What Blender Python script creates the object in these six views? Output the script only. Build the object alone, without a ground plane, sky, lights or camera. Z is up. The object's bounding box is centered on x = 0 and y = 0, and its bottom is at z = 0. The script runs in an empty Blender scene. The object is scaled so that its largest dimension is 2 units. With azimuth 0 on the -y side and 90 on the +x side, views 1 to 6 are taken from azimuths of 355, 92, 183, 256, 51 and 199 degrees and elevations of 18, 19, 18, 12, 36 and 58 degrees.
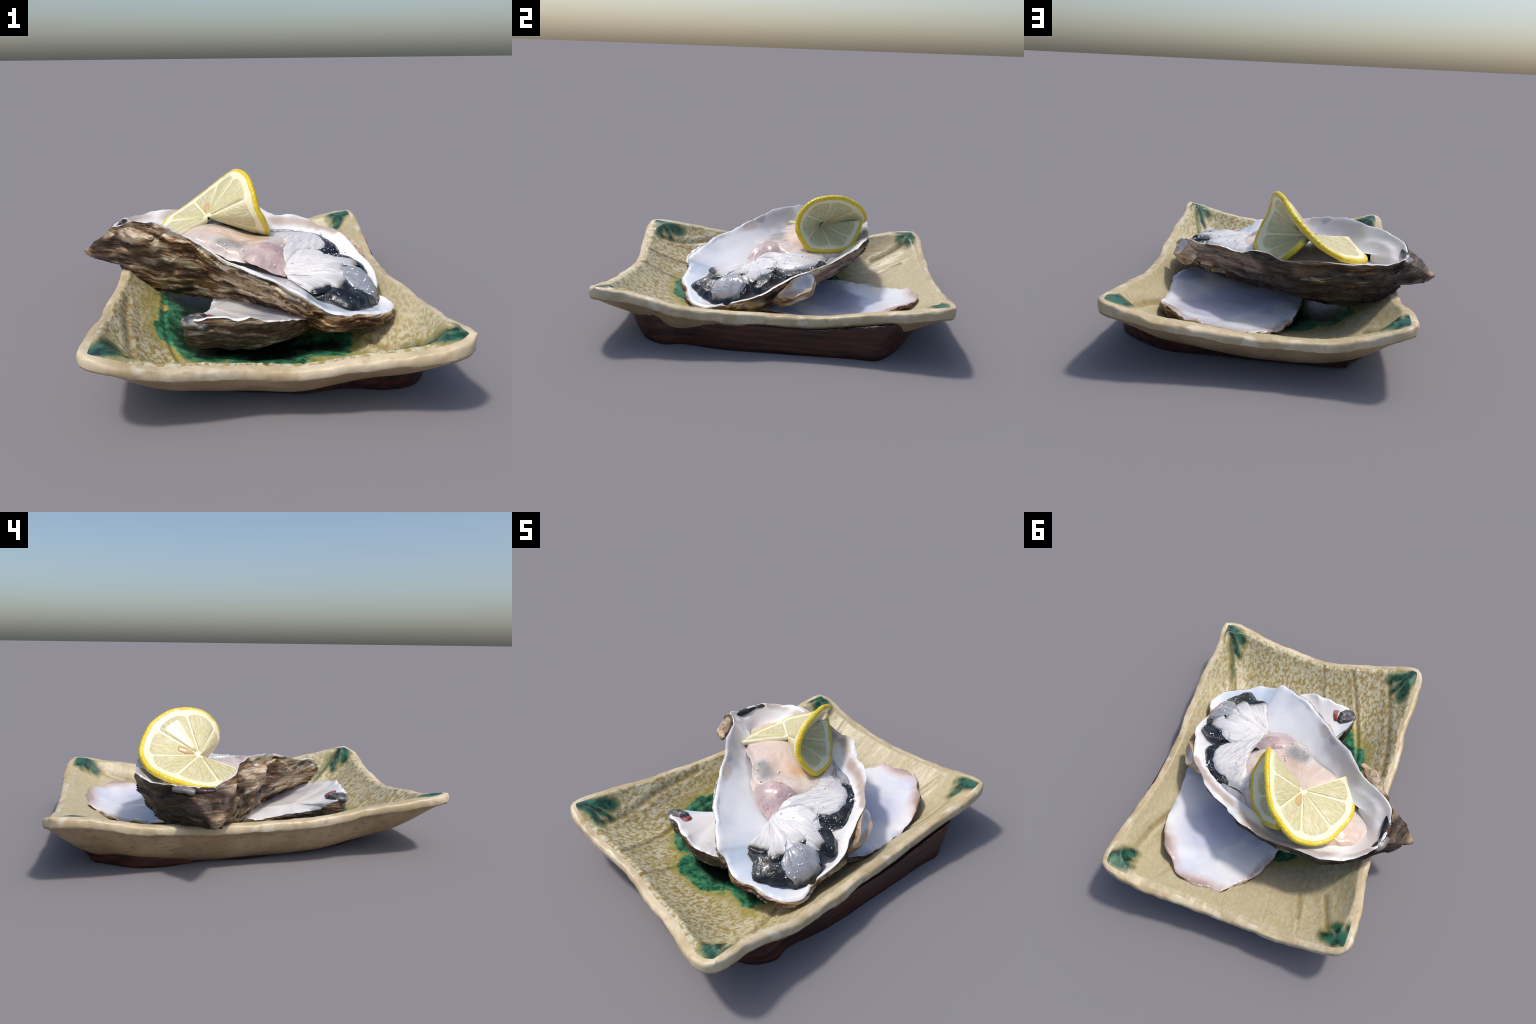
import bpy, math
import numpy as np
from mathutils import Matrix, Vector

RNG = np.random.default_rng(7)

# ----------------------------------------------------------------- numeric helpers
def _hash(ix, iy, iz, seed):
    h = (ix * 374761393 + iy * 668265263 + iz * 2147483647 + seed * 974634777) & 0xFFFFFFFF
    h = ((h ^ (h >> 13)) * 1274126177) & 0xFFFFFFFF
    h = h ^ (h >> 16)
    return (h & 0xFFFF).astype(float) / 32767.5 - 1.0

def noise(p, scale=1.0, seed=0, octaves=1):
    """Smooth value noise in -1..1 at points p (..., 3)."""
    p = np.asarray(p, float) * scale
    out, amp, tot = 0.0, 1.0, 0.0
    for o in range(octaves):
        q = p * (2.03 ** o) + 17.3 * o
        i = np.floor(q).astype(np.int64)
        f = q - i
        f = f * f * (3 - 2 * f)
        v = 0.0
        for dx in (0, 1):
            for dy in (0, 1):
                for dz in (0, 1):
                    w = (f[..., 0] if dx else 1 - f[..., 0]) * (f[..., 1] if dy else 1 - f[..., 1]) * (f[..., 2] if dz else 1 - f[..., 2])
                    v = v + w * _hash(i[..., 0] + dx, i[..., 1] + dy, i[..., 2] + dz, seed + o)
        out = out + amp * v
        tot += amp
        amp *= 0.5
    return out / tot

def smooth(a, b, x):
    t = np.clip((np.asarray(x, float) - a) / (b - a), 0, 1)
    return t * t * (3 - 2 * t)

def spline(points, n, closed=False):
    """Catmull-Rom through the control points, resampled to n points of even arc length."""
    p = np.array(points, float)
    if closed:
        ext = np.vstack([p[-1:], p, p[:2]])
        m = len(p)
    else:
        ext = np.vstack([2 * p[0] - p[1], p, 2 * p[-1] - p[-2]])
        m = len(p) - 1
    t = np.linspace(0, 1, 24, endpoint=False)[:, None]
    out = []
    for k in range(m):
        a, b, c, d = ext[k], ext[k + 1], ext[k + 2], ext[k + 3]
        out.append(0.5 * (2 * b + (c - a) * t + (2 * a - 5 * b + 4 * c - d) * t ** 2 + (3 * b - a - 3 * c + d) * t ** 3))
    q = np.vstack(out + [p[:1] if closed else p[-1:]])
    L = np.concatenate([[0], np.cumsum(np.linalg.norm(np.diff(q, axis=0), axis=1))])
    s = np.linspace(0, L[-1], n, endpoint=not closed)
    return np.stack([np.interp(s, L, q[:, i]) for i in range(q.shape[1])], 1)

def to_polyline(xy, line):
    """Distance in plan from points xy (..., 2) to a polyline."""
    best = np.full(xy.shape[:-1], 1e9)
    line = np.array(line, float)[:, :2]
    for a, b in zip(line[:-1], line[1:]):
        ab = b - a
        t = np.clip(((xy - a) @ ab) / (ab @ ab), 0, 1)
        best = np.minimum(best, np.linalg.norm(xy - a - t[..., None] * ab, axis=-1))
    return best

# ----------------------------------------------------------------- mesh helpers
def add_mesh(name, verts, faces, mat, parent, kind=None, frame=None):
    verts = np.asarray(verts, float)
    me = bpy.data.meshes.new(name)
    ob = bpy.data.objects.new(name, me)
    if frame is not None:
        inv = np.array(frame.inverted())
        verts = verts @ inv[:3, :3].T + inv[:3, 3]
    me.from_pydata(verts.tolist(), [], faces)
    me.update()
    me.shade_smooth()
    bpy.context.scene.collection.objects.link(ob)
    ob.parent = parent
    w = frame if frame is not None else Matrix.Identity(4)
    if parent is not None:
        ob.matrix_parent_inverse = Matrix.Identity(4)
        ob.matrix_basis = PARENT_W[parent.name].inverted() @ w
    else:
        ob.matrix_basis = w
    if kind:
        ob["kind"] = kind
    me.materials.append(mat)
    return ob

PARENT_W = {}
def add_thing(name, at, label, category):
    ob = bpy.data.objects.new(name, None)
    ob.empty_display_size = 0.1
    ob.location = at
    bpy.context.scene.collection.objects.link(ob)
    ob["label"], ob["category"] = label, category
    PARENT_W[ob.name] = Matrix.Translation(Vector(at))
    return ob

def vertex_normals(v, f):
    n = np.zeros_like(v)
    q = np.array(f)
    fn = np.cross(v[q[:, 2]] - v[q[:, 0]], v[q[:, 3]] - v[q[:, 1]])
    for k in range(4):
        np.add.at(n, q[:, k], fn)
    return n / (np.linalg.norm(n, axis=1, keepdims=True) + 1e-12)

def grid_faces(nu, nv, close_u=False, close_v=False, flip=False, start=0):
    f = []
    for i in range(nu if close_u else nu - 1):
        for j in range(nv if close_v else nv - 1):
            a, b = start + i * nv + j, start + ((i + 1) % nu) * nv + j
            c, d = start + ((i + 1) % nu) * nv + (j + 1) % nv, start + i * nv + (j + 1) % nv
            f.append((a, d, c, b) if flip else (a, b, c, d))
    return f

# ----------------------------------------------------------------- node helpers
class Mat:
    def __init__(self, name, rough=0.4, spec=0.5, coords="Object"):
        self.m = bpy.data.materials.new(name)
        self.m.use_nodes = True
        self.t = self.m.node_tree
        self.b = self.t.nodes["Principled BSDF"]
        self.b.inputs["Roughness"].default_value = rough
        self.b.inputs["Specular IOR Level"].default_value = spec
        tc = self.t.nodes.new("ShaderNodeTexCoord")
        self.P = tc.outputs[coords]
    def new(self, kind, **kw):
        n = self.t.nodes.new(kind)
        for k, v in kw.items():
            setattr(n, k, v)
        return n
    def put(self, sock, v):
        if isinstance(v, bpy.types.NodeSocket):
            self.t.links.new(v, sock)
        elif v is not None:
            if isinstance(v, (tuple, list)) and len(v) == 3 and sock.type == "RGBA":
                v = (*v, 1)
            sock.default_value = v
    def mapping(self, scale=(1, 1, 1), rot=(0, 0, 0), loc=(0, 0, 0), src=None):
        n = self.new("ShaderNodeMapping")
        self.put(n.inputs[0], src or self.P)
        n.inputs["Location"].default_value, n.inputs["Rotation"].default_value, n.inputs["Scale"].default_value = loc, rot, scale
        return n.outputs[0]
    def noise(self, scale, detail=4, rough=0.55, src=None, dist=0.0):
        n = self.new("ShaderNodeTexNoise")
        self.put(n.inputs["Vector"], src or self.P)
        n.inputs["Scale"].default_value, n.inputs["Detail"].default_value = scale, detail
        n.inputs["Roughness"].default_value, n.inputs["Distortion"].default_value = rough, dist
        return n.outputs["Fac"]
    def voronoi(self, scale, src=None, feature="F1"):
        n = self.new("ShaderNodeTexVoronoi", feature=feature)
        self.put(n.inputs["Vector"], src or self.P)
        n.inputs["Scale"].default_value = scale
        return n.outputs["Distance"]
    def math(self, op, a, b=0.0, clamp=False):
        n = self.new("ShaderNodeMath", operation=op, use_clamp=clamp)
        self.put(n.inputs[0], a)
        self.put(n.inputs[1], b)
        return n.outputs[0]
    def vec(self, op, a, b=None, out=0):
        n = self.new("ShaderNodeVectorMath", operation=op)
        self.put(n.inputs[0], a)
        if b is not None:
            self.put(n.inputs[1], b)
        return n.outputs[out]
    def step(self, x, lo, hi, a=0.0, b=1.0):
        n = self.new("ShaderNodeMapRange", interpolation_type="SMOOTHSTEP")
        self.put(n.inputs["Value"], x)
        n.inputs["From Min"].default_value, n.inputs["From Max"].default_value = lo, hi
        n.inputs["To Min"].default_value, n.inputs["To Max"].default_value = a, b
        return n.outputs[0]
    def ramp(self, x, stops):
        n = self.new("ShaderNodeValToRGB")
        self.put(n.inputs[0], x)
        e = n.color_ramp.elements
        while len(e) < len(stops):
            e.new(0.5)
        for k, (pos, col) in enumerate(stops):
            e[k].position, e[k].color = pos, (*col, 1)
        return n.outputs[0]
    def mix(self, fac, a, b, mode="MIX"):
        n = self.new("ShaderNodeMix", data_type="RGBA", blend_type=mode)
        self.put(n.inputs[0], fac)
        self.put(n.inputs[6], a)
        self.put(n.inputs[7], b)
        return n.outputs[2]
    def axis(self, i, src=None):
        n = self.new("ShaderNodeSeparateXYZ")
        self.put(n.inputs[0], src or self.P)
        return n.outputs[i]
    def capsule(self, p, q, src=None):
        """Distance from the surface point to the segment p-q."""
        p, q = Vector(p), Vector(q)
        d = self.vec("SUBTRACT", src or self.P, tuple(p))
        pq = q - p
        L2 = max(pq.length_squared, 1e-9)
        h = self.math("MULTIPLY", self.vec("DOT_PRODUCT", d, tuple(pq), 1), 1 / L2, clamp=True)
        n = self.new("ShaderNodeVectorMath", operation="SCALE")
        n.inputs[0].default_value = tuple(pq)
        self.put(n.inputs["Scale"], h)
        return self.vec("LENGTH", self.vec("SUBTRACT", d, n.outputs[0]), None, 1)
    def warp(self, amount, scale, src=None):
        n = self.new("ShaderNodeTexNoise")
        self.put(n.inputs["Vector"], src or self.P)
        n.inputs["Scale"].default_value, n.inputs["Detail"].default_value = scale, 3
        c = self.vec("SUBTRACT", n.outputs["Color"], (0.5, 0.5, 0.5))
        s = self.new("ShaderNodeVectorMath", operation="SCALE")
        self.put(s.inputs[0], c)
        s.inputs["Scale"].default_value = amount
        return self.vec("ADD", src or self.P, s.outputs[0])
    def bump(self, h, strength=0.3, dist=0.01):
        n = self.new("ShaderNodeBump")
        self.put(n.inputs["Height"], h)
        n.inputs["Strength"].default_value, n.inputs["Distance"].default_value = strength, dist
        self.put(self.b.inputs["Normal"], n.outputs[0])
    def colour(self, c):
        self.put(self.b.inputs["Base Color"], c)
    def set(self, **kw):
        for k, v in kw.items():
            self.put(self.b.inputs[k.replace("_", " ")], v)

# ================================================================= THE PLATE
FLOOR_Z = 0.030
EDGE_FRONT = [(-.618, -.94, .318), (-.56, -.97, .312), (-.37, -.965, .262), (-.19, -.94, .24), (0, -.92, .218), (.16, -.935, .213), (.3, -.945, .235),
              (.43, -.95, .252), (.58, -.98, .275), (.70, -.993, .305), (.778, -.955, .33)]
EDGE_RIGHT = [(.778, -.955, .33), (.77, -.85, .315), (.762, -.75, .298), (.768, -.63, .275), (.783, -.515, .25), (.773, -.39, .235), (.768, -.21, .222),
              (.748, -.055, .215), (.745, .08, .21), (.744, .253, .213), (.748, .40, .235), (.762, .58, .265), (.771, .72, .283), (.777, .857, .308), (.765, .935, .318)]
EDGE_BACK = [(-.63, .972, .315), (-.544, .998, .29), (-.414, .993, .245), (-.28, .99, .215), (-.14, .988, .206), (-.03, .978, .207), (.113, .977, .21),
             (.257, .973, .225), (.37, .972, .24), (.51, .975, .26), (.61, .967, .285), (.716, .956, .305), (.765, .935, .318)]
EDGE_LEFT = [(-.618, -.94, .318), (-.626, -.82, .305), (-.622, -.63, .285), (-.606, -.49, .265), (-.62, -.3, .24), (-.612, -.13, .225), (-.604, 0, .222),
             (-.61, .25, .225), (-.612, .5, .24), (-.628, .64, .265), (-.638, .775, .295), (-.637, .90, .31), (-.63, .972, .315)]
NU, NV = 200, 280
ef, eb = spline(EDGE_FRONT, NU), spline(EDGE_BACK, NU)
el, er = spline(EDGE_LEFT, NV), spline(EDGE_RIGHT, NV)
CENTRE = np.array([.075, 0.0, 0])
LIP = 0.028                                     # half the thickness of the rim
def inset(e, axis):
    """Pull the outline in by the half thickness of the lip, along the plate's axes."""
    q = e.copy()
    q[:, axis] -= np.sign(q[:, axis] - CENTRE[axis]) * LIP * 0.62
    return q
ef, eb, el, er = inset(ef, 1), inset(eb, 1), inset(el, 0), inset(er, 0)
for a in (ef, eb):                              # corners pulled in along the other axis too
    k = np.linspace(0, 1, NU)
    a[:, 0] += LIP * .5 * ((1 - k) ** 6 - k ** 6)
for a in (el, er):
    k = np.linspace(0, 1, NV)
    a[:, 1] += LIP * .5 * ((1 - k) ** 6 - k ** 6)
el[0] = ef[0]; er[0] = ef[-1]; el[-1] = eb[0]; er[-1] = eb[-1]
U, V = np.linspace(0, 1, NU)[:, None, None], np.linspace(0, 1, NV)[None, :, None]
coons = ((1 - V) * ef[:, None] + V * eb[:, None] + (1 - U) * el[None] + U * er[None]
         - ((1 - U) * (1 - V) * ef[0] + U * (1 - V) * ef[-1] + (1 - U) * V * eb[0] + U * V * eb[-1]))
uu, vv = 2 * U[..., 0] - 1, 2 * V[..., 0] - 1
uu, vv = np.broadcast_arrays(uu, vv)
norm = (np.abs(uu) ** 9 + np.abs(vv) ** 9) ** (1 / 9)
norm = np.minimum(norm, 1)
# the front and right walls are hollower than the others
hollow = 1.75 + .65 * smooth(.35, .75, -vv) * smooth(-.55, -.15, uu) + .45 * smooth(.45, .8, uu)
wall = np.clip((norm - .41) / .545, 0, 1) ** hollow
# height of the nearest rim point: blend of the four edges by nearness
wl, wr, wf, wb = [np.maximum(1e-4, d) ** -4 for d in (1 + uu, 1 - uu, 1 + vv, 1 - vv)]
rim_z = (wl * el[None, :, 2] + wr * er[None, :, 2] + wf * ef[:, None, 2] + wb * eb[:, None, 2]) / (wl + wr + wf + wb)
top = coons.copy()
top[..., 2] = FLOOR_Z + (rim_z - FLOOR_Z) * wall
GROOVES = [  # carved lines that run up the walls, with their width and depth
    ([(-.175, -.87), (-.22, -.773), (-.269, -.655), (-.317, -.5), (-.365, -.31), (-.39, -.1), (-.40, .3)], .010, .008),
    ([(.034, -.88), (0, -.80), (-.02, -.70), (-.03, -.55)], .008, .006),
    ([(-.43, -.84), (-.475, -.685), (-.512, -.49), (-.536, -.33), (-.545, -.15)], .012, .008),
    ([(.70, -.855), (.665, -.765), (.618, -.668), (.587, -.578), (.53, -.42)], .014, .012),
    ([(.57, .32), (.60, .46), (.645, .60), (.66, .74)], .016, .008),
    ([(.45, .76), (.49, .88)], .012, .005),
    ([(-.29, .68), (-.32, .83)], .010, .006), ([(-.43, .66), (-.50, .90)], .014, .007),
    ([(.12, -.60), (.16, -.88)], .008, .004), ([(-.30, .60), (-.34, .93)], .007, .004), ([(-.12, .66), (-.15, .92)], .007, .003)]
xy = top[..., :2]
for line, width, depth in GROOVES:
    d = to_polyline(xy, line)
    top[..., 2] -= depth * np.exp(-(d / width) ** 2) - .5 * depth * np.exp(-((d - 2.1 * width) / width) ** 2)
flat = np.concatenate([xy, np.zeros_like(xy[..., :1])], -1)
top[..., 2] += (.0045 * noise(flat, 6, 3, 2) + .0025 * noise(flat * [1, .35, 1], 40, 5, 2)) * (.4 + .6 * wall)
low = coons.copy()
# underside: a blunt edge, then a steep outer wall down to the foot
hull = (1 - np.abs(uu) ** 5.5) * (1 - np.abs(vv) ** 5)
gap = np.minimum((1 - np.abs(uu)) * .69, (1 - np.abs(vv)) * .97)
blunt = .050 + .016 * smooth(.55, 1, uu)
low[..., 2] = rim_z - blunt - .218 * hull
low[..., 2] += .006 * noise(flat, 5, 9, 2) * smooth(0, .05, gap)
low[..., 2] = np.minimum(np.maximum(low[..., 2], .006), top[..., 2] - .018)
def ring(g):
    return np.vstack([g[:, 0], g[-1, 1:], g[-2::-1, -1], g[0, -2:0:-1]])
def ring_index(nu, nv):
    i = np.arange(nu * nv).reshape(nu, nv)
    return np.concatenate([i[:, 0], i[-1, 1:], i[-2::-1, -1], i[0, -2:0:-1]])
rt, rl = ring(top), ring(low)
nr = len(rt)
tan = np.roll(rt, -1, 0) - np.roll(rt, 1, 0)
tan = sum(np.roll(tan, k, 0) for k in range(-14, 15))
tan[:, 2] = 0
out_dir = np.stack([tan[:, 1], -tan[:, 0], 0 * tan[:, 0]], 1)
out_dir /= np.linalg.norm(out_dir, axis=1, keepdims=True)
LS = 11
lip = []
for k in range(1, LS + 1):
    a = math.pi * k / (LS + 1)
    base = rt + (rl - rt) * (1 - math.cos(a)) / 2
    base_s = sum(np.roll(base, q, 0) for q in range(-9, 10)) / 19
    base = base + (base_s - base) * math.sin(a)
    bump = 1 + .26 * noise(rt, 9, 21, 2) + .20 * noise(rt, 24, 22, 2)
    p = base + out_dir * (LIP * .85 * math.sin(a) ** .6 * bump)[:, None]
    p[:, 2] += .006 * noise(rt, 16, 23 + k // 4, 2)
    lip.append(p)
plate_v = np.vstack([top.reshape(-1, 3), low.reshape(-1, 3)] + lip)
nt = NU * NV
faces = grid_faces(NU, NV) + grid_faces(NU, NV, flip=True, start=nt)
rings = [ring_index(NU, NV)] + [2 * nt + k * nr + np.arange(nr) for k in range(LS)] + [nt + ring_index(NU, NV)]
for a, b in zip(rings[:-1], rings[1:]):
    for k in range(nr):
        j = (k + 1) % nr
        faces.append((int(a[j]), int(a[k]), int(b[k]), int(b[j])))

def plate_material():
    m = Mat("speckled_glaze", rough=.40, spec=.45)
    P = m.P
    x, y, z = m.axis(0), m.axis(1), m.axis(2)
    # streaky speckle, stretched down the walls
    grain = m.mapping(scale=(1, .5, .8), src=m.warp(.02, 14))
    sp = m.noise(62, 2, .5, src=grain, dist=.5)
    spots = m.step(sp, .38, .64)
    broad = m.noise(3.0, 3, .5)
    # the mottle is strong at the front and left, faint on the right wall and the back
    side = m.math("ADD", m.math("MULTIPLY", x, -.55), m.math("MULTIPLY", y, -.75))
    strong = m.step(m.math("ADD", side, m.math("MULTIPLY", m.math("SUBTRACT", broad, .5), .9)), -.55, .45, .30, 1.0)
    cream = m.mix(m.noise(11, 4, .6), (.41, .33, .185), (.55, .47, .30))
    pale = m.mix(strong, cream, m.mix(m.noise(8, 3), (.54, .49, .30), (.66, .63, .47)))
    ochre = m.mix(m.noise(20, 3), (.40, .295, .10), (.32, .22, .065))
    col = m.mix(m.math("MULTIPLY", spots, strong), pale, ochre)
    # fine brush streaks
    st = m.noise(26, 3, .6, src=m.mapping(scale=(3.2, .35, 1), rot=(0, 0, .15)))
    col = m.mix(m.step(st, .55, .75, 0, .35), col, (.36, .27, .12))
    # carved lines stained brown
    W = m.warp(.02, 9)
    for line, width, depth in GROOVES:
        if depth < .006:
            continue
        L = [line[0], line[len(line) // 2], line[-1]]
        for p, q in zip(L[:-1], L[1:]):
            if p == q:
                continue
            n = m.new("ShaderNodeCombineXYZ")
            m.put(n.inputs[0], m.axis(0, P)); m.put(n.inputs[1], m.axis(1, P))
            d = m.capsule((*p, 0), (*q, 0), n.outputs[0])
            col = m.mix(m.step(d, .006, .020, .5, 0), col, (.25, .17, .055))
    # green glaze pool, bright at the edge, oyster's shadow painted near black in the middle
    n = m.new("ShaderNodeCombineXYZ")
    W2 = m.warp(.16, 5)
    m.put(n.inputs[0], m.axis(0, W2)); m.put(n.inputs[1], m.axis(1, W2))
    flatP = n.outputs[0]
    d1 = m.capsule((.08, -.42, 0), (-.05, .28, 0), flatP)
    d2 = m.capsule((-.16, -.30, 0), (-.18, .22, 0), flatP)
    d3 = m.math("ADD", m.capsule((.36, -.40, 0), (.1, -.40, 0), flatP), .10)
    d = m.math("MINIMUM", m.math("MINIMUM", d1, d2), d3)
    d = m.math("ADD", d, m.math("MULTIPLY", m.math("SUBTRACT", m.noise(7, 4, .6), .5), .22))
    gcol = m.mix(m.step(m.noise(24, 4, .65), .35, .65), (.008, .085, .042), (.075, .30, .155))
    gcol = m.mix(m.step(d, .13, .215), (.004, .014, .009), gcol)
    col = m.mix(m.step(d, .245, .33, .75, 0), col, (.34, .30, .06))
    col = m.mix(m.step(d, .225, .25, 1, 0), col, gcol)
    # little green leaf sprays in the four corners
    W3 = m.warp(.05, 16)
    n = m.new("ShaderNodeCombineXYZ")
    m.put(n.inputs[0], m.axis(0, W3)); m.put(n.inputs[1], m.axis(1, W3))
    fw = n.outputs[0]
    sprays = [((-.575, -.92), (-.53, -.74), .030), ((-.56, -.91), (-.44, -.87), .024), ((-.56, -.90), (-.47, -.80), .02),
              ((.735, -.93), (.63, -.80), .022), ((.725, -.93), (.625, -.885), .026), ((.745, -.93), (.75, -.85), .018), ((.70, -.86), (.56, -.50), .004),
              ((.735, .89), (.66, .80), .026), ((.735, .89), (.64, .89), .030), ((.71, .87), (.66, .85), .032),
              ((-.575, .925), (-.535, .85), .028), ((-.58, .91), (-.60, .845), .018), ((-.55, .93), (-.49, .91), .028)]
    dd = None
    for p, q, r in sprays:
        e = m.math("SUBTRACT", m.capsule((*p, 0), (*q, 0), fw), r)
        dd = e if dd is None else m.math("MINIMUM", dd, e)
    up = m.step(z, .10, .14)
    leaf = m.mix(m.step(m.noise(22, 3, .6), .38, .62), (.003, .026, .018), (.022, .115, .062))
    col = m.mix(m.math("MULTIPLY", m.step(dd, .012, .032, .5, 0), up), col, (.34, .27, .07))
    col = m.mix(m.math("MULTIPLY", m.step(dd, -.016, .026, 1, 0), up), col, leaf)
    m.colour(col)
    h = m.math("ADD", m.math("MULTIPLY", sp, .6), m.math("MULTIPLY", m.noise(60, 3), .5))
    m.bump(h, .22, .008)
    return m.m

def under_material():
    m = Mat("bare_clay_glaze", rough=.4)
    c = m.mix(m.step(m.noise(5, 4), .35, .65), (.66, .55, .37), (.48, .37, .21))
    c = m.mix(m.step(m.noise(18, 3), .56, .70, 0, .6), c, (.42, .29, .13))
    c = m.mix(m.step(m.noise(9, 2), .60, .72, 0, .7), c, (.74, .68, .54))
    m.colour(c)
    m.bump(m.noise(30, 4), .25, .008)
    return m.m

dish = add_thing("serving_plate", (.07, 0, 0), "rectangular speckled ceramic plate with upturned green corners", "plate")
# split: the glazed top, and the rim with the underside, with coinciding borders
whole_n = vertex_normals(plate_v, faces)
RB = 3  # outer cells of the top get the pale rim colour, drawing its highlight
n_top = (NU - 1) * (NV - 1)
inner, outer = [], []
for k, f in enumerate(faces):
    if k < n_top:
        i, j = divmod(k, NV - 1)
        (inner if RB <= i < NU - 1 - RB and RB <= j < NV - 1 - RB else outer).append(f)
    else:
        outer.append(f)
def region(name, fs, mat):
    used = np.unique(np.array(fs))
    remap = np.full(len(plate_v), -1)
    remap[used] = np.arange(len(used))
    ob = add_mesh(name, plate_v[used], [tuple(int(remap[i]) for i in f) for f in fs], mat, dish)
    ob.data.normals_split_custom_set_from_vertices(whole_n[used].tolist())
    return ob
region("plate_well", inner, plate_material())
foot = [f for f in outer if all(nt <= i < 2 * nt for i in f) or sum(i >= 2 * nt + (LS - 4) * nr for i in f) >= 4]
foot_set = set(foot)
region("plate_rim", [f for f in outer if f not in foot_set], under_material())
def brown_underside_material():
    m = Mat("brown_underside", rough=.55)
    c = m.mix(m.step(m.noise(6, 4), .35, .65), (.44, .32, .18), (.33, .225, .115))
    c = m.mix(m.step(m.noise(22, 4, .6, src=m.mapping(scale=(1, 1, 4))), .54, .68, 0, .7), c, (.22, .13, .06))
    m.colour(c)
    m.bump(m.noise(30, 4), .3, .008)
    return m.m
region("plate_foot", foot, brown_underside_material())

# ----------------------------------------------------------------- slab of dark wood under the plate
FOOT = [(.66, -.72), (.73, -.60), (.715, -.5), (.752, -.26), (.762, .02), (.766, .14), (.776, .44), (.78, .57), (.68, .67), (.53, .75), (.4, .77), (0, .79),
        (-.33, .80), (-.37, .77), (-.47, .615), (-.49, .48), (-.47, .36), (-.44, .24), (-.465, .067), (-.42, -.165), (-.35, -.5), (-.14, -.68), (.1, -.73),
        (.17, -.75), (.36, -.73), (.54, -.755)]
foot = spline(FOOT, 300, True)
low_flat = low.reshape(-1, 3)
def plate_under(q):
    d = ((low_flat[None, ::7, :2] - q[:, None]) ** 2).sum(-1)
    return low_flat[::7][d.argmin(1), 2]
rows = []
for k in np.linspace(0, 1, 8):
    f = foot * np.array([1.0, 1 + .07 * k])
    z = plate_under(f) + .012
    n3 = np.stack([f[:, 0], f[:, 1], z * k], 1)
    wob = .006 * noise(n3 * [1, 1, 6], 8, 33, 2)
    c = np.array([.12, 0])
    f = c + (f - c) * (1 + wob[:, None] - .012 * (1 - k))
    rows.append(np.stack([f[:, 0], f[:, 1], np.maximum(z, .03) * k], 1))
for sc in (.8, .5, .2):
    f = np.array([.12, 0]) + (foot - [.12, 0]) * sc
    rows.append(np.stack([f[:, 0], f[:, 1], np.maximum(plate_under(f) - .004, .004)], 1))
bot = [np.stack([.12 + (foot[:, 0] - .12) * sc, foot[:, 1] * sc, 0 * foot[:, 0] + .001], 1) for sc in (.1, .6)]
rows = bot + rows
W = np.stack(rows, 1)
def wood_material():
    m = Mat("shade_darkened_wood", rough=.5)
    g = m.noise(9, 5, .6, src=m.mapping(scale=(3, .35, 5)), dist=.4)
    c = m.ramp(g, [(.3, (.012, .004, .003)), (.5, (.052, .013, .007)), (.7, (.115, .034, .014))])  # browns lowered towards black for the shade beneath the plate
    m.colour(c)
    m.bump(g, .3, .006)
    return m.m
add_mesh("wooden_base", W.reshape(-1, 3), grid_faces(len(foot), W.shape[1], close_u=True), wood_material(), dish)

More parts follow.
